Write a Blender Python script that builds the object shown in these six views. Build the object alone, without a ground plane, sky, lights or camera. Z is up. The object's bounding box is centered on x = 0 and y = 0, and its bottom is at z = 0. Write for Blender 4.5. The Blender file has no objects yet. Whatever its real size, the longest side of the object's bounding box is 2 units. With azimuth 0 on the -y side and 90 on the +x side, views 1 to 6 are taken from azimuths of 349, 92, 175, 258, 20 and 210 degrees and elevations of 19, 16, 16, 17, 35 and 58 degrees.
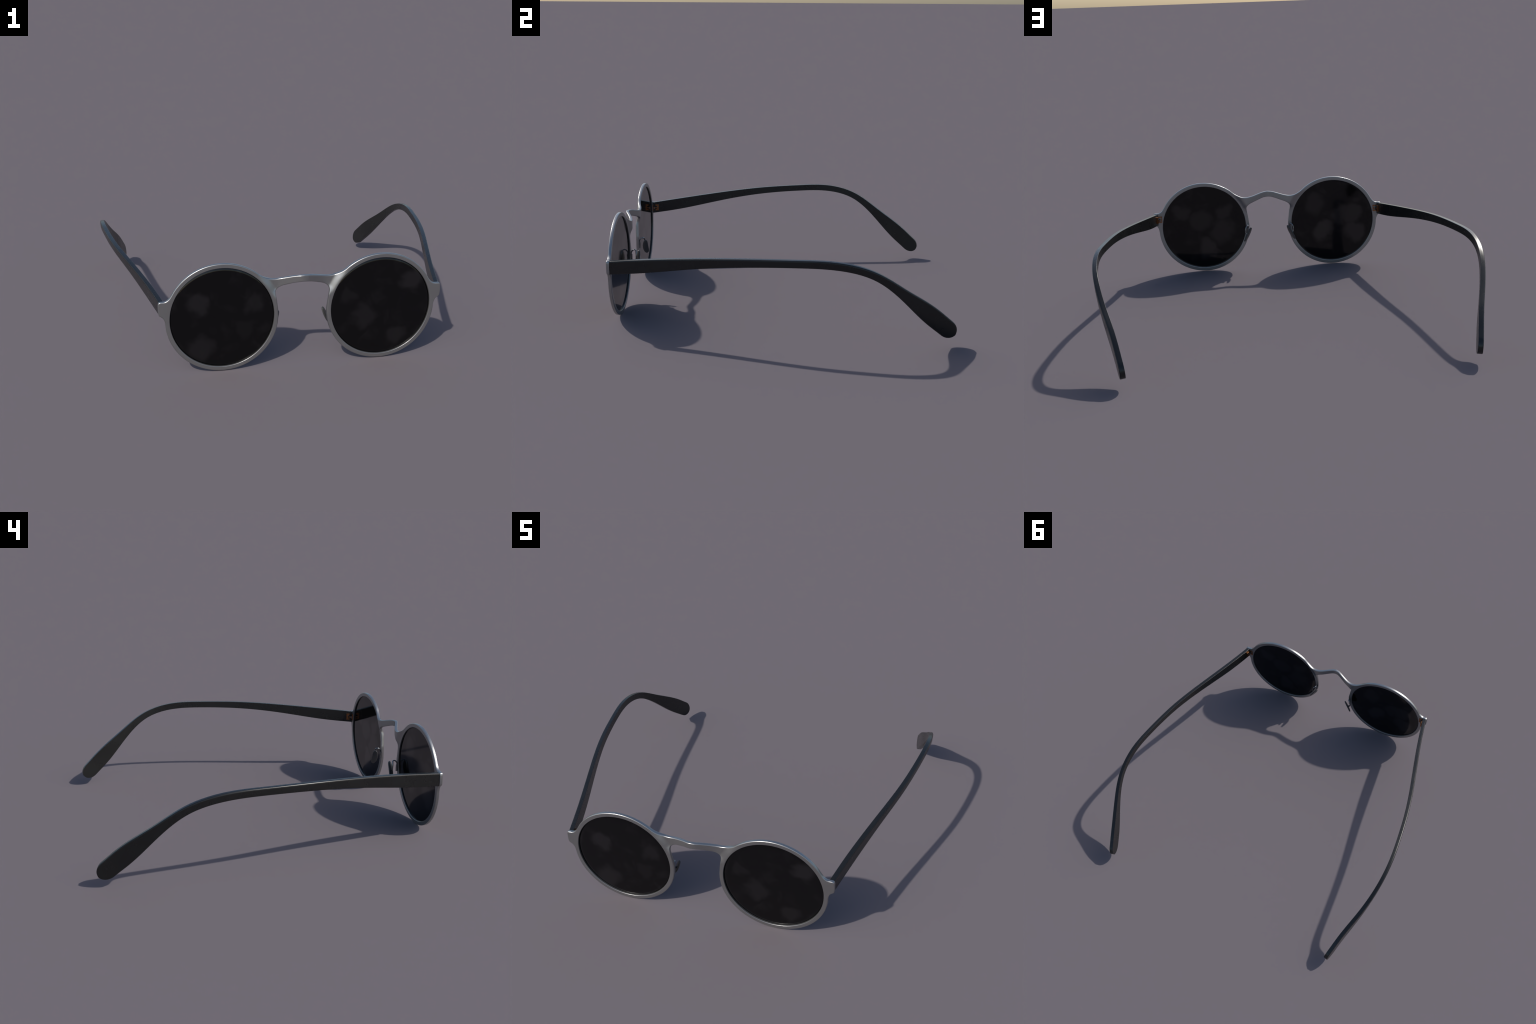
# Round wire-rim sunglasses: stamped metal front with keyhole bridge, dark flat
# lenses, dark curved temples, copper hinges and nose pads on bent wire arms.
# Everything is described for the +x half and mirrored across x = 0.
import bpy, math
import numpy as np
from mathutils import Vector

# ------------------------------------------------------------------ sizes
LENS_C = (0.4217, 0.2936)            # lens centre (x, z)
R_IN, R_OUT = 0.2708, 0.2936         # rim opening and outer radius
Y_FRONT, Y_BACK = -0.9195, -0.9015   # front and rear face of the metal sheet
BRIDGE_PUSH = 0.0285                 # how far the bridge is bent forward


# ------------------------------------------------------------------ helpers
def cubic(u, k, v):
    """Natural cubic spline through values v at knots k, evaluated at u."""
    k, v, u = np.asarray(k, float), np.asarray(v, float), np.asarray(u, float)
    n, h = len(k), np.diff(k)
    A, b = np.zeros((n, n)), np.zeros(v.shape)
    A[0, 0] = A[-1, -1] = 1
    for i in range(1, n - 1):
        A[i, i - 1], A[i, i], A[i, i + 1] = h[i - 1], 2 * (h[i - 1] + h[i]), h[i]
        b[i] = 6 * ((v[i + 1] - v[i]) / h[i] - (v[i] - v[i - 1]) / h[i - 1])
    m = np.linalg.solve(A, b)
    j = np.clip(np.searchsorted(k, u) - 1, 0, n - 2)
    ex = (slice(None),) + (None,) * (v.ndim - 1)
    H, a, c = h[j][ex], (k[j + 1] - u)[ex], (u - k[j])[ex]
    return m[j] * a**3 / (6 * H) + m[j + 1] * c**3 / (6 * H) + (v[j] / H - m[j] * H / 6) * a + (v[j + 1] / H - m[j + 1] * H / 6) * c


def smooth_path(points, step):
    """Smooth curve through control points, resampled at even steps."""
    p = np.asarray(points, float)
    k = np.r_[0, np.cumsum(np.sqrt(np.linalg.norm(np.diff(p, axis=0), axis=1)))]
    d = cubic(np.linspace(0, k[-1], 4000), k, p)
    s = np.r_[0, np.cumsum(np.linalg.norm(np.diff(d, axis=0), axis=1))]
    t = np.linspace(0, s[-1], max(3, int(round(s[-1] / step)) + 1))
    return np.stack([np.interp(t, s, d[:, i]) for i in range(p.shape[1])], 1)


def mesh_object(name, verts, faces, material, parent, smooth=True):
    me = bpy.data.meshes.new(name)
    me.from_pydata([tuple(v) for v in verts], [], faces)
    me.validate()
    me.update()
    me.polygons.foreach_set("use_smooth", [smooth] * len(me.polygons))
    me.materials.append(material)
    ob = bpy.data.objects.new(name, me)
    bpy.context.scene.collection.objects.link(ob)
    ob.parent = parent
    return ob


def recalc(ob, merge=0.0, sharp=None):
    import bmesh
    bm = bmesh.new()
    bm.from_mesh(ob.data)
    if merge:
        bmesh.ops.remove_doubles(bm, verts=bm.verts, dist=merge)
    bmesh.ops.recalc_face_normals(bm, faces=bm.faces)
    bm.to_mesh(ob.data)
    bm.free()
    if sharp is not None:
        ob.data.set_sharp_from_angle(angle=math.radians(sharp))


def mirrored(ob, parent=None):
    """A mirror-image copy on the other side, as its own mesh."""
    c = ob.copy()
    c.data = ob.data.copy()
    for v in c.data.vertices:
        v.co.x = -v.co.x
    c.data.flip_normals()
    bpy.context.scene.collection.objects.link(c)
    c.parent = parent or ob.parent
    return c


# ------------------------------------------------------------------ materials
def new_material(name):
    m = bpy.data.materials.new(name)
    m.use_nodes = True
    nt = m.node_tree
    return m, nt, nt.nodes["Principled BSDF"]


def node(nt, kind, **kw):
    n = nt.nodes.new(kind)
    for k, v in kw.items():
        if k.startswith("in_"):
            n.inputs[k[3:].replace("_", " ")].default_value = v
        else:
            setattr(n, k, v)
    return n


def ranged(nt, value, lo, hi, a, b, smooth=True):
    n = node(nt, "ShaderNodeMapRange", interpolation_type="SMOOTHSTEP" if smooth else "LINEAR")
    nt.links.new(value, n.inputs["Value"])
    for k, v in (("From Min", lo), ("From Max", hi), ("To Min", a), ("To Max", b)):
        n.inputs[k].default_value = v
    return n.outputs["Result"]


def noise(nt, vec, scale, detail=3.0, rough=0.5):
    n = node(nt, "ShaderNodeTexNoise", in_Scale=scale, in_Detail=detail, in_Roughness=rough)
    nt.links.new(vec, n.inputs["Vector"])
    return n.outputs["Fac"]


def mixed_colour(nt, fac, a, b):
    n = node(nt, "ShaderNodeMix", data_type="RGBA")
    nt.links.new(fac, n.inputs["Factor"])
    n.inputs["A"].default_value, n.inputs["B"].default_value = (*a, 1), (*b, 1)
    return n.outputs["Result"]


def bumped(nt, bsdf, height, strength, distance):
    b = node(nt, "ShaderNodeBump", in_Strength=strength, in_Distance=distance)
    nt.links.new(height, b.inputs["Height"])
    nt.links.new(b.outputs["Normal"], bsdf.inputs["Normal"])


def satin_metal():
    m, nt, p = new_material("satin_steel")
    co = node(nt, "ShaderNodeTexCoord").outputs["Object"]
    wide = noise(nt, co, 9.0, 4.0)
    fine = noise(nt, co, 90.0, 3.0)
    nt.links.new(mixed_colour(nt, wide, (0.325, 0.325, 0.322), (0.375, 0.375, 0.372)), p.inputs["Base Color"])
    nt.links.new(ranged(nt, fine, 0.3, 0.7, 0.31, 0.36, False), p.inputs["Roughness"])
    p.inputs["Metallic"].default_value = 0.9
    return m


def wire_metal():
    m, nt, p = new_material("wire_steel")
    p.inputs["Base Color"].default_value = (0.24, 0.25, 0.26, 1)
    p.inputs["Metallic"].default_value = 1.0
    p.inputs["Roughness"].default_value = 0.25
    return m


def copper():
    m, nt, p = new_material("hinge_copper")
    co = node(nt, "ShaderNodeTexCoord").outputs["Object"]
    f = noise(nt, co, 120.0, 3.0)
    nt.links.new(mixed_colour(nt, f, (0.24, 0.098, 0.038), (0.42, 0.19, 0.085)), p.inputs["Base Color"])
    p.inputs["Metallic"].default_value = 1.0
    p.inputs["Roughness"].default_value = 0.3
    return m


def temple_black():
    m, nt, p = new_material("temple_black")
    co = node(nt, "ShaderNodeTexCoord").outputs["Object"]
    patch, grain = noise(nt, co, 7.0, 4.0, 0.6), noise(nt, co, 240.0, 2.0)
    nt.links.new(mixed_colour(nt, patch, (0.0075, 0.0076, 0.0074), (0.0115, 0.0116, 0.0112)), p.inputs["Base Color"])
    nt.links.new(ranged(nt, patch, 0.3, 0.7, 0.24, 0.31, False), p.inputs["Roughness"])
    p.inputs["Specular IOR Level"].default_value = 0.5
    bumped(nt, p, grain, 0.06, 0.0012)
    return m


def pad_plastic():
    m, nt, p = new_material("pad_plastic")
    p.inputs["Base Color"].default_value = (0.048, 0.047, 0.047, 1)
    p.inputs["Roughness"].default_value = 0.3
    return m


def lens_black():
    """Near-black glass; finger smudges show as patches that mirror a little more."""
    m, nt, p = new_material("lens_black")
    co = node(nt, "ShaderNodeTexCoord").outputs["Object"]
    warp = node(nt, "ShaderNodeTexNoise", in_Scale=9.0, in_Detail=3.0)
    nt.links.new(co, warp.inputs["Vector"])
    off = node(nt, "ShaderNodeVectorMath", operation="MULTIPLY_ADD")
    nt.links.new(warp.outputs["Color"], off.inputs[0])
    off.inputs[1].default_value, off.inputs[2].default_value = (0.14, 0, 0.14), (-0.07, 0, -0.07)
    moved = node(nt, "ShaderNodeVectorMath", operation="ADD")
    nt.links.new(co, moved.inputs[0])
    nt.links.new(off.outputs[0], moved.inputs[1])
    # smudge prints: centre (x, y, z), radius, strength
    prints = {"front": [
        (0.583, 0.430, 0.075, 0.75), (0.322, 0.245, 0.075, 0.55), (0.525, 0.120, 0.070, 0.55), (0.245, 0.360, 0.050, 0.35),
        (-0.540, 0.375, 0.070, 0.75), (-0.530, 0.130, 0.085, 0.65), (-0.250, 0.360, 0.065, 0.50), (-0.310, 0.220, 0.060, 0.25)], "back": [
        (0.450, 0.330, 0.080, 0.35), (0.300, 0.260, 0.090, 0.40), (0.560, 0.400, 0.070, 0.40), (0.400, 0.150, 0.080, 0.55), (0.300, 0.380, 0.070, 0.40),
        (-0.360, 0.230, 0.080, 0.65), (-0.470, 0.330, 0.080, 0.45), (-0.300, 0.400, 0.080, 0.40), (-0.570, 0.220, 0.080, 0.55), (-0.560, 0.330, 0.070, 0.5)]}
    geo = node(nt, "ShaderNodeSeparateXYZ")
    nt.links.new(node(nt, "ShaderNodeNewGeometry").outputs["Normal"], geo.inputs[0])
    haze = ranged(nt, noise(nt, moved.outputs[0], 11.0, 3.0, 0.55), 0.50, 0.82, 0.0, 0.45)
    squash = node(nt, "ShaderNodeVectorMath", operation="MULTIPLY")
    nt.links.new(moved.outputs[0], squash.inputs[0])
    squash.inputs[1].default_value = (1, 0, 1)
    sides = []
    for side in ("front", "back"):
        total = haze
        for x, z, r, s in prints[side]:
            d = node(nt, "ShaderNodeVectorMath", operation="DISTANCE")
            nt.links.new(squash.outputs[0], d.inputs[0])
            d.inputs[1].default_value = (x, 0, z)
            spot = ranged(nt, d.outputs["Value"], r * 1.08, r * 0.48, 0.0, min(1.0, s * 1.12))
            mx = node(nt, "ShaderNodeMath", operation="MAXIMUM")
            nt.links.new(total, mx.inputs[0])
            nt.links.new(spot, mx.inputs[1])
            total = mx.outputs[0]
        sides.append(total)
    pick = node(nt, "ShaderNodeMix", data_type="FLOAT")
    nt.links.new(ranged(nt, geo.outputs["Y"], -0.2, 0.2, 0.0, 1.0), pick.inputs["Factor"])
    nt.links.new(sides[0], pick.inputs["A"])
    nt.links.new(sides[1], pick.inputs["B"])
    total = pick.outputs["Result"]
    nt.links.new(ranged(nt, total, 0.0, 1.0, 0.38, 1.0, False), p.inputs["Specular IOR Level"])
    nt.links.new(ranged(nt, total, 0.0, 1.0, 0.07, 0.12, False), p.inputs["Roughness"])
    p.inputs["Base Color"].default_value = (0.0012, 0.0012, 0.0014, 1)
    return m


STEEL, WIRE, COPPER, BLACK, PAD, LENS = satin_metal(), wire_metal(), copper(), temple_black(), pad_plastic(), lens_black()

glasses = bpy.data.objects.new("round_sunglasses", None)
bpy.context.scene.collection.objects.link(glasses)
glasses["label"] = "round black sunglasses with thin satin metal rims"
glasses["category"] = "sunglasses"


# ------------------------------------------------------------------ metal front
def circle_points(a0, a1, n):
    a = np.radians(np.linspace(a0, a1, n))
    return [(LENS_C[0] + R_OUT * math.cos(t), LENS_C[1] + R_OUT * math.sin(t)) for t in a]


def ease(v, lo, hi):
    t = np.clip((v - lo) / (hi - lo), 0, 1)
    return t * t * (3 - 2 * t)


def sheet_bend(x, z):
    """Depth offset of the bent sheet (+ is backward).

    In plan the bridge is a blunt V whose nose points forward; its feet, and the
    webs where it joins the rims, are pressed back behind the plane of the rims."""
    ax = np.abs(x)
    v = cubic(np.minimum(ax, 0.20), [0, 0.018, 0.038, 0.065, 0.090, 0.115, 0.135, 0.16, 0.20],
              [-BRIDGE_PUSH, -0.0263, -0.0185, -0.0065, 0.0040, 0.0122, 0.0155, 0.0164, 0.0164])
    dx, dz = ax - LENS_C[0], z - LENS_C[1]
    angle = np.degrees(np.arctan2(dz, dx))
    web = ease(np.hypot(dx, dz), 0.2725, 0.316) * ease(angle, 124, 141) * (1 - ease(angle, 153, 164))
    return v * np.maximum(web, 1 - ease(ax, 0.100, 0.140))


# outline of the +x half: bridge top, round the lens with the end piece, bridge bottom
top = [(0.0, 0.5075), (0.03, 0.5045), (0.052, 0.5), (0.077, 0.4935), (0.105, 0.4865), (0.135, 0.4815), (0.155, 0.4815), (0.172, 0.4845), (0.199, 0.4955)]
end_piece = [(0.6844, 0.4262), (0.6944, 0.4143), (0.7043, 0.4068), (0.7141, 0.4030), (0.7260, 0.4022), (0.7380, 0.4018), (0.7436, 0.3995), (0.7468, 0.3945),
             (0.7488, 0.3800), (0.7490, 0.3550), (0.7474, 0.3380), (0.7432, 0.3280), (0.7320, 0.3205), (0.7228, 0.3095), (0.7172, 0.2950), (0.7147, 0.2800)]
bottom = [(0.1295, 0.3150), (0.1338, 0.3460), (0.1385, 0.3790), (0.1413, 0.3930), (0.1428, 0.4060), (0.1390, 0.4205), (0.1260, 0.4335), (0.1080, 0.4432), (0.0800, 0.4528),
          (0.0500, 0.4628), (0.0200, 0.4698), (0.0, 0.4712)]
outline = smooth_path(top + circle_points(132, 34, 22) + end_piece + circle_points(-7, -182, 36) + bottom, 0.0036)
outline[0, 0] = outline[-1, 0] = 0.0
n_out = len(outline)

tangent = np.gradient(outline, axis=0)
tangent /= np.linalg.norm(tangent, axis=1, keepdims=True)
normal = np.stack([-tangent[:, 1], tangent[:, 0]], 1)
normal[0], normal[-1] = (0, 1), (0, -1)

centre = np.array(LENS_C)
polar = np.unwrap(np.arctan2(*(outline - centre).T[::-1]))
THROAT_TOP, THROAT_LOW = np.array([0.157, 0.4815]), np.array([0.1418, 0.4000])   # where the bridge leaves the rim
i_top = int(np.argmin(np.linalg.norm(outline[: n_out // 3] - THROAT_TOP, axis=1)))
i_low = n_out - 1 - int(np.argmin(np.linalg.norm(outline[::-1][: n_out // 3] - THROAT_LOW, axis=1)))

B_FRONT, B_BACK, B_IN = 0.0050, 0.0038, 0.0018   # edge rounding radii
QUARTER = [(math.sin(a), math.cos(a)) for a in np.linspace(0, math.pi / 2, 7)]


def edge(P, n):
    """Rounded edge at an outline point, from the front face over to the rear face."""
    return ([(P - n * B_FRONT * (1 - s), Y_FRONT + B_FRONT * (1 - c)) for s, c in QUARTER]
            + [(P - n * B_BACK * (1 - s), Y_BACK - B_BACK * (1 - c)) for s, c in QUARTER[::-1]])


def lip(d):
    """Inner edge of the rim in direction d, from the rear face over to the front face."""
    rim = lambda r: centre + d * r
    back = [(rim(R_IN + B_IN * (1 - s)), Y_BACK - B_IN * (1 - c)) for s, c in QUARTER[::2]]
    front = [(rim(R_IN + B_IN * (1 - s)), Y_FRONT + B_IN * (1 - c)) for s, c in QUARTER[::2][::-1]]
    return back + front


verts, faces = [], []


def quads(rows, m, start, skip=()):
    for i, j in rows:
        for a in range(m):
            b = (a + 1) % m
            if a not in skip:
                faces.append((start + i * m + a, start + j * m + a, start + j * m + b, start + i * m + b))


# rim: one cross-section per outline point, then flat ones along the throat line
ACROSS, K = np.r_[0.0, np.linspace(0.08, 0.92, 9), 1.0], 11
rows = []
for i in range(i_top, i_low + 1):
    P, n = outline[i], normal[i]
    e, l = edge(P, n), lip((P - centre) / np.linalg.norm(P - centre))
    rows.append((l[-1][0], e[0][0], e, e[-1][0], l[0][0], l))
for w in np.linspace(0, 1, K):
    lo, hi = edge(outline[i_low], normal[i_low]), edge(outline[i_top], normal[i_top])
    f, r = lo[0][0] * (1 - w) + hi[0][0] * w, lo[-1][0] * (1 - w) + hi[-1][0] * w
    l = lip((f - centre) / np.linalg.norm(f - centre))
    flat = [(f, Y_FRONT)] + [(f, Y_FRONT)] * 6 + [(r, Y_BACK)] * 7
    rows.append((l[-1][0], f, flat, r, l[0][0], l))
for fa, fb, e, ra, rb, l in rows:
    ring = [(fa + (fb - fa) * s, Y_FRONT) for s in ACROSS[:-1]] + e + [(ra + (rb - ra) * s, Y_BACK) for s in ACROSS[1:]] + l[1:-1]
    verts += [(q[0], y, q[1]) for q, y in ring]
m, n_rim = len(ring), i_low - i_top + 1
e0 = len(ACROSS) - 1
quads([(i, i + 1) for i in range(n_rim - 1)], m, 0)
quads([(i, (i + 1) % (n_rim + K)) for i in range(n_rim - 1, n_rim + K)], m, 0, skip=range(e0, e0 + 13))

# bridge: sections from the throat to the middle
def part(curve, count):
    s = np.r_[0, np.cumsum(np.linalg.norm(np.diff(curve[:, :2], axis=0), axis=1))]
    return np.stack([np.interp(np.linspace(0, s[-1], count), s, curve[:, i]) for i in range(4)], 1)


full = np.c_[outline, normal]
upper, lower = part(full[: i_top + 1][::-1], 64), part(full[i_low:], 64)
start = len(verts)
for u, w in zip(upper, lower):
    un, wn = u[2:] / np.linalg.norm(u[2:]), w[2:] / np.linalg.norm(w[2:])
    eu, ew = edge(u[:2], un), edge(w[:2], wn)
    ring = eu + [(eu[-1][0] + (ew[-1][0] - eu[-1][0]) * t, Y_BACK) for t in np.linspace(0, 1, K)[1:-1]]
    ring += ew[::-1] + [(ew[0][0] + (eu[0][0] - ew[0][0]) * t, Y_FRONT) for t in np.linspace(0, 1, K)[1:-1]]
    verts += [(q[0], y, q[1]) for q, y in ring]
quads([(i, i + 1) for i in range(63)], len(ring), start)
V = np.array(verts)
V[:, 1] += sheet_bend(V[:, 0], V[:, 2])
n_v = len(V)
V = np.r_[V, V * [-1, 1, 1]]
faces += [tuple(v + n_v for v in f[::-1]) for f in faces]
front = mesh_object("metal_front", V, faces, STEEL, None)
recalc(front, merge=2e-5)


def split_body(whole, parts):
    """Cut one smooth body into named objects; borders and shading stay shared."""
    me = whole.data
    n = np.empty(len(me.vertices) * 3, np.float32)
    me.vertices.foreach_get("normal", n)
    n = n.reshape(-1, 3)
    co = np.array([v.co for v in me.vertices])
    polys = [tuple(p.vertices) for p in me.polygons]
    mid = np.array([co[list(p)].mean(0) for p in polys])
    left = np.ones(len(polys), bool)
    for name, test in parts:
        pick = left & test(mid)
        left &= ~pick
        mine = [polys[i] for i in np.nonzero(pick)[0]]
        used = sorted({v for p in mine for v in p})
        idx = {v: i for i, v in enumerate(used)}
        ob = mesh_object(name, co[used], [tuple(idx[v] for v in p) for p in mine], STEEL, glasses)
        ob.data.normals_split_custom_set_from_vertices([Vector(n[v]) for v in used])
    bpy.data.objects.remove(whole)


beyond = lambda c: np.hypot(np.abs(c[:, 0]) - LENS_C[0], c[:, 2] - LENS_C[1]) > R_OUT - 0.004
split_body(front, [
    ("bridge", lambda c: (np.abs(c[:, 0]) < 0.150) & (c[:, 2] > 0.405)),
    ("end_piece", lambda c: (c[:, 0] > 0.69) & beyond(c) & (np.abs(c[:, 2] - 0.355) < 0.05)),
    ("end_piece", lambda c: (c[:, 0] < -0.69) & beyond(c) & (np.abs(c[:, 2] - 0.355) < 0.05)),
    ("rim", lambda c: c[:, 0] > 0),
    ("rim", lambda c: c[:, 0] <= 0),
])


# ------------------------------------------------------------------ lenses
def lens_profile():
    """(radius, y) from the front centre round the edge to the back centre."""
    y0, prof = Y_FRONT + 0.0044, []
    for r in np.linspace(0.0, 0.246, 10):
        prof.append((r, y0))
    depth = 0.0
    rs = np.linspace(0.246, 0.2705, 15)
    for a, b in zip(rs, rs[1:]):                 # the front rolls off towards the rim
        depth += (b - a) * math.tan(math.radians(24) * ((a + b) / 2 - 0.246) / 0.0245)
        prof.append((b, y0 + depth))
    yb = Y_BACK - 0.0078
    prof += [(0.2705, yb + 0.0012), (0.2690, yb + 0.0005), (0.2670, yb)]
    for r in np.linspace(0.26, 0.0, 8):
        prof.append((r, yb))
    return prof


def liner_profile():
    """Thin black seat between the lens and the rim's inner wall."""
    f, b = Y_FRONT + 0.0022, Y_BACK - 0.0012
    return [(R_IN + 0.0006, f), (0.2700, f + 0.0003), (0.2696, f + 0.0012), (0.2696, b - 0.0012), (0.2700, b - 0.0003), (R_IN + 0.0006, b)]


def lathe(name, prof, material, parent, n=160):
    v, f = [], []
    for r, y in prof:
        for k in range(n):
            t = math.tau * k / n
            v.append((LENS_C[0] + r * math.cos(t), y, LENS_C[1] + r * math.sin(t)))
    for i in range(len(prof) - 1):
        for k in range(n):
            f.append((i * n + k, i * n + (k + 1) % n, (i + 1) * n + (k + 1) % n, (i + 1) * n + k))
    ob = mesh_object(name, v, f, material, parent)
    recalc(ob, merge=1e-6, sharp=50)
    return ob


lens = lathe("lens", lens_profile(), LENS, glasses)
lens_left = mirrored(lens)
mirrored(lathe("lens_seat", liner_profile(), PAD, lens), lens_left)


# ------------------------------------------------------------------ temples
# control stations along the temple: x, y, z, half height, lean, thickness
TEMPLE = np.array([
    (0.7316, -0.90, 0.3621, 0.0362, -0.012, 0.0220), (0.7773, -0.70, 0.3876, 0.0362, -0.017, 0.0222),
    (0.8520, -0.42, 0.4275, 0.0274, -0.033, 0.0226), (0.9215, -0.15, 0.4549, 0.0217, -0.038, 0.0226),
    (0.9675, 0.12, 0.4677, 0.0197, -0.042, 0.0222), (0.9869, 0.33, 0.4617, 0.0200, -0.059, 0.0216),
    (0.9765, 0.50, 0.4120, 0.0200, -0.077, 0.0218), (0.9415, 0.64, 0.3134, 0.0275, -0.085, 0.0228),
    (0.8905, 0.78, 0.1939, 0.0466, -0.100, 0.0230), (0.8459, 0.92, 0.0724, 0.0462, -0.094, 0.0232)])
KNOTS = [0, 0.12, 0.26, 0.40, 0.54, 0.64, 0.72, 0.80, 0.90, 1.0]
TIP_R, TIP_LEN, TIP_Z = 0.0474, 0.062, 0.0905      # round end of the temple tip


def temple_sections():
    u = np.linspace(0, 1, 2001)
    S = cubic(u, KNOTS, TEMPLE)
    end = S[-1] + (S[-1] - S[-40]) * np.linspace(0.05, 3, 300)[:, None]
    S = np.r_[S, end]
    S[2001:, 3:] = S[2000, 3:]
    s = np.r_[0, np.cumsum(np.linalg.norm(np.diff(S[:, :3], axis=0), axis=1))]
    s_c = s[np.argmax(S[:, 2] * (s > 1) + (s <= 1) < TIP_Z)]
    total = s_c + TIP_R
    s_c = total - TIP_LEN
    body = np.linspace(0.0, s_c, 190)
    cap = s_c + TIP_LEN * np.sin(np.linspace(0, math.pi / 2, 34))[1:]
    at = np.r_[body, cap]
    Q = np.stack([np.interp(at, s, S[:, i]) for i in range(6)], 1)
    first = Q[0] - (Q[1] - Q[0]) / at[1] * 0.007      # the root is let into the end piece
    Q, at = np.r_[first[None], Q], np.r_[-0.007, at]
    shrink = np.sqrt(np.clip(1 - np.clip((at - s_c) / TIP_LEN, 0, 1) ** 2, 0, 1))
    blend = np.clip((at - s_c + 0.09) / 0.09, 0, 1)
    Q[:, 3] = np.where(at > s_c, TIP_R * shrink, Q[:, 3] * (1 - blend) + TIP_R * blend)
    T = np.gradient(Q[:, :3], at, axis=0)
    T /= np.linalg.norm(T, axis=1, keepdims=True)
    N = np.cross(T, (0, 0, 1))
    N /= np.linalg.norm(N, axis=1, keepdims=True)
    W = np.cross(N, T)
    lean = Q[:, 4:5]
    return Q, N * np.cos(lean) + W * np.sin(lean), W * np.cos(lean) - N * np.sin(lean)


def rounded_section(h, t, n=7):
    """Points (across, up) of a rounded bar section; the outer side is +across.

    The outer edges roll over softly, the inner ones are nearly crisp."""
    soft, crisp, low = (0.0052, 0.0092), (0.0016, 0.0016), (0.0035, 0.0050)
    pts = []
    for sx, sz, (rx, rz), a0 in ((1, 1, soft, 0), (-1, 1, crisp, 90), (-1, -1, crisp, 180), (1, -1, low, 270)):
        rz = min(rz, 0.6 * h)
        for k in range(n):
            a = math.radians(a0 + 90 * k / (n - 1))
            pts.append((sx * (t / 2 - rx) + rx * math.cos(a), sz * (h - rz) + rz * math.sin(a)))
        nxt = {(1, 1): ((0.0, h), (-t / 2 + 0.004, h)), (-1, 1): tuple((-t / 2, h * f) for f in (0.9, 0.6, 0.2, -0.2, -0.6, -0.9)),
               (-1, -1): ((-t / 2 + 0.004, -h), (0.0, -h)), (1, -1): tuple((t / 2, (h - min(0.0092, 0.6 * h)) * f) for f in (-0.6, -0.2, 0.2, 0.6))}[sx, sz]
        pts += nxt
    return pts


def build_temple():
    Q, N, W = temple_sections()
    v, rows = [], 0
    for q, a, b in zip(Q, N, W):
        for x, z in rounded_section(max(q[3], 1e-5), q[5] + 0.0030):
            v.append(q[:3] + a * x + b * z)
        rows += 1
    m = len(v) // rows
    f = [(i * m + k, i * m + (k + 1) % m, (i + 1) * m + (k + 1) % m, (i + 1) * m + k) for i in range(rows - 1) for k in range(m)]
    f.append(tuple(range(m)))
    f.append(tuple((rows - 1) * m + k for k in range(m)))
    ob = mesh_object("temple", v, f, BLACK, glasses)
    recalc(ob, merge=1e-6, sharp=55)
    return ob


temple = build_temple()
temple_left = mirrored(temple)


# ------------------------------------------------------------------ small parts
def box(name, lo, hi, material, parent, bevel=0.0012, tilt=0.0):
    """Chamfered block between two corners, optionally turned about z."""
    import bmesh
    lo, hi = np.array(lo), np.array(hi)
    bm = bmesh.new()
    bmesh.ops.create_cube(bm, size=1.0)
    for w in bm.verts:
        w.co = Vector((hi - lo) * np.array(w.co))
    bmesh.ops.bevel(bm, geom=list(bm.edges), offset=bevel, segments=2, affect="EDGES", profile=0.5)
    c, s, mid = math.cos(tilt), math.sin(tilt), (lo + hi) / 2
    for w in bm.verts:
        x, y, z = w.co
        w.co = (mid[0] + c * x - s * y, mid[1] + s * x + c * y, mid[2] + z)
    me = bpy.data.meshes.new(name)
    bm.to_mesh(me)
    bm.free()
    me.materials.append(material)
    ob = bpy.data.objects.new(name, me)
    bpy.context.scene.collection.objects.link(ob)
    ob.parent = parent
    return ob


def tube(name, path, radius, material, parent, n=12):
    p = smooth_path(path, 0.0015)
    t = np.gradient(p, axis=0)
    t /= np.linalg.norm(t, axis=1, keepdims=True)
    up = np.array((1.0, 0.0, 0.0))
    v = []
    for q, d in zip(p, t):
        up = up - d * (up @ d)
        up /= np.linalg.norm(up)
        side = np.cross(d, up)
        for k in range(n):
            a = math.tau * k / n
            v.append(q + radius * (math.cos(a) * up + math.sin(a) * side))
    r = len(p)
    f = [(i * n + k, i * n + (k + 1) % n, (i + 1) * n + (k + 1) % n, (i + 1) * n + k) for i in range(r - 1) for k in range(n)]
    f += [tuple(range(n)), tuple((r - 1) * n + k for k in range(n))]
    ob = mesh_object(name, v, f, material, parent)
    recalc(ob, sharp=50)
    return ob


def join(obs, name):
    with bpy.context.temp_override(active_object=obs[0], object=obs[0], selected_objects=obs, selected_editable_objects=obs):
        bpy.ops.object.join()
    obs[0].name = name
    return obs[0]


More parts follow.
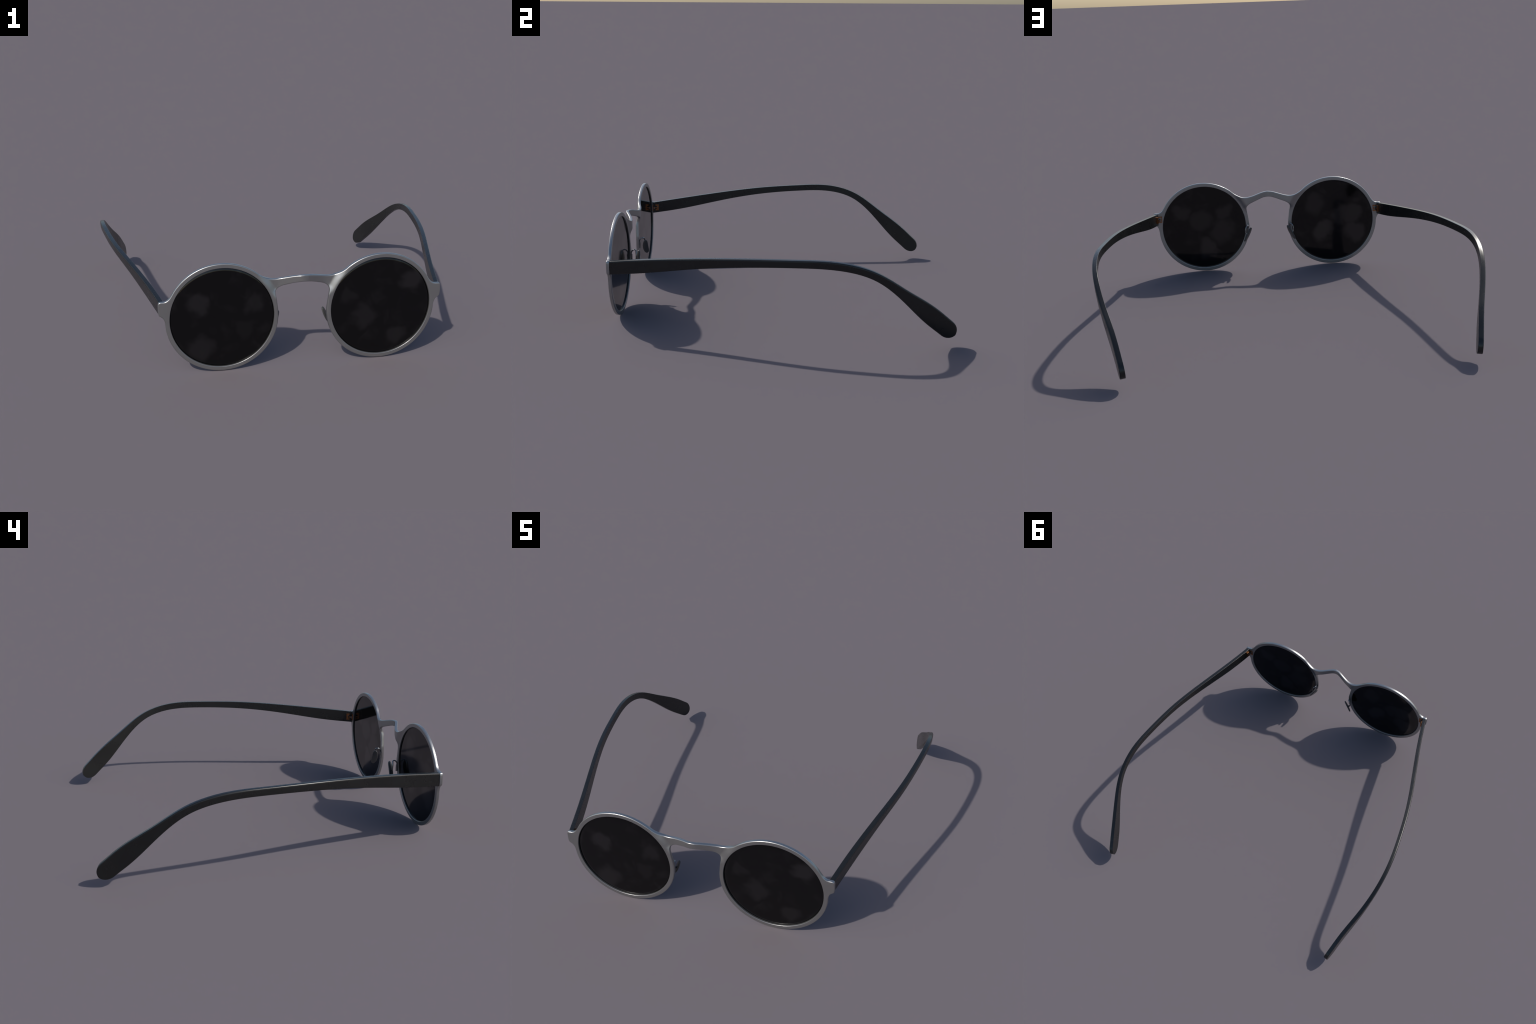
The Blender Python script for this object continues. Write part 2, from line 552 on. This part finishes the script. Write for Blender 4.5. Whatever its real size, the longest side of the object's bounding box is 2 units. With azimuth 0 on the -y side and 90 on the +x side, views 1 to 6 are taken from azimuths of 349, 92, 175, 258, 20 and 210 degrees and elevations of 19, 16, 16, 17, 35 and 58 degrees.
def cylinder(name, a, b, radius, material, parent):
    a, b = np.array(a, float), np.array(b, float)
    d = (b - a) / np.linalg.norm(b - a)
    up = np.cross(d, (0, 1, 0) if abs(d[1]) < 0.9 else (1, 0, 0))
    up /= np.linalg.norm(up)
    side, n, v = np.cross(d, up), 20, []
    length, c = np.linalg.norm(b - a), radius * 0.25
    for r, s in ((radius - c, 0), (radius, c), (radius, length - c), (radius - c, length)):
        v += [a + d * s + r * (math.cos(math.tau * k / n) * up + math.sin(math.tau * k / n) * side) for k in range(n)]
    f = [(i * n + k, i * n + (k + 1) % n, (i + 1) * n + (k + 1) % n, (i + 1) * n + k) for i in range(3) for k in range(n)]
    f += [tuple(range(n)), tuple(3 * n + k for k in range(n))]
    ob = mesh_object(name, v, f, material, parent)
    recalc(ob, sharp=40)
    return ob


def build_hinge(parent):
    """Copper hinge: leaf on the end piece, leaf on the temple, knuckles and a screw."""
    lean = math.radians(-13)   # the temple's direction in plan at the hinge
    y = Y_BACK
    bits = [
        # leaf on the rear of the end piece: a frame of four bars round a dark slot
        box("leaf", (0.6925, y - 0.001, 0.3430), (0.7165, y + 0.0042, 0.3510), COPPER, parent),
        box("leaf", (0.6925, y - 0.001, 0.3765), (0.7165, y + 0.0042, 0.3842), COPPER, parent),
        box("leaf", (0.6928, y - 0.001, 0.3480), (0.6970, y + 0.0040, 0.3800), COPPER, parent),
        box("leaf", (0.6930, y - 0.001, 0.3570), (0.7120, y + 0.0030, 0.3660), COPPER, parent),
        # leaf on the inner face of the temple, open towards the front
        box("leaf", (0.7165, -0.8765, 0.3435), (0.7290, -0.8655, 0.3860), COPPER, parent, tilt=lean),
        box("leaf", (0.7155, -0.8870, 0.3745), (0.7275, -0.8700, 0.3858), COPPER, parent, tilt=lean),
        box("leaf", (0.7155, -0.8870, 0.3437), (0.7275, -0.8700, 0.3525), COPPER, parent, tilt=lean),
        # knuckle that reaches across the gap
        box("knuckle", (0.7085, -0.9000, 0.3590), (0.7165, -0.8760, 0.3660), COPPER, parent, tilt=lean),
    ]
    hinge = join(bits, "hinge")
    screw = cylinder("hinge_screw", (0.7065, -0.8955, 0.3535), (0.7065, -0.8955, 0.3700), 0.0040, WIRE, parent)
    head = cylinder("hinge_screw", (0.7215, -0.8745, 0.3700), (0.7145, -0.8761, 0.3700), 0.0036, WIRE, parent)
    return hinge, join([screw, head], "hinge_screw")


for ob in build_hinge(temple):
    mirrored(ob, temple_left)


def build_nose_pad():
    """Slim oval pad: long axis leans outward downward, width runs front to back."""
    c = np.array((0.1407, -0.8590, 0.2420))
    axis = np.array((0.0461, 0.0005, -0.0950))
    half = np.linalg.norm(axis) / 2
    axis /= np.linalg.norm(axis)
    wide = np.array((0.46, 0.84, 0.27))
    wide -= axis * (wide @ axis)
    wide /= np.linalg.norm(wide)
    flat = np.cross(wide, axis)          # points toward the nose
    if flat[0] > 0:
        flat = -flat
    n, v = 48, []
    for inset, h in ((0.003, -0.0038), (0.0009, -0.0030), (0.0, -0.0012), (0.0, 0.0012), (0.0009, 0.0030), (0.003, 0.0038)):
        for k in range(n):
            a = math.tau * k / n
            s, w = math.cos(a), math.sin(a)
            # blunt oval, fuller below, its upper half carried a little forward
            along = (half - inset) * math.copysign(abs(s) ** 0.85, s)
            width = (0.0190 - inset) * math.copysign(abs(w) ** 0.8, w) * (1 - 0.10 * (1 - s) / 2)
            skew = -0.0022 * math.cos(math.pi * s) + 0.0015 * s
            v.append(c + axis * along + wide * (width + skew) + flat * h)
    r = 6
    f = [(i * n + k, i * n + (k + 1) % n, (i + 1) * n + (k + 1) % n, (i + 1) * n + k) for i in range(r - 1) for k in range(n)]
    f += [tuple(range(n)), tuple((r - 1) * n + k for k in range(n))]
    pad = mesh_object("nose_pad", v, f, PAD, glasses)
    recalc(pad, sharp=60)
    base = (0.1405, -0.8985)
    arm = tube("nose_pad_arm", [(base[0] - 0.002, base[1], 0.2350), (base[0] - 0.0015, base[1], 0.2550), (base[0] - 0.001, base[1], 0.2770), (0.1390, -0.8935, 0.2900), (0.1390, -0.8850, 0.2965),
                                (0.1400, -0.8755, 0.2975), (0.1475, -0.8690, 0.2930), (0.1555, -0.8660, 0.2780), (0.1575, -0.8645, 0.2600), (0.1535, -0.8630, 0.2440), (0.1440, -0.8610, 0.2400)],
               0.0039, WIRE, pad)
    foot = cylinder("nose_pad_arm", (base[0] - 0.002, base[1] + 0.001, 0.2300), (base[0] - 0.001, base[1] + 0.001, 0.2720), 0.0052, WIRE, pad)
    arm = join([arm, foot], "nose_pad_arm")
    mount = box("pad_mount", (0.1440, -0.8680, 0.2370), (0.1500, -0.8580, 0.2460), PAD, pad, bevel=0.001)
    return pad, arm, mount


pad, arm, mount = build_nose_pad()
pad_left = mirrored(pad)
for ob in (arm, mount):
    mirrored(ob, pad_left)
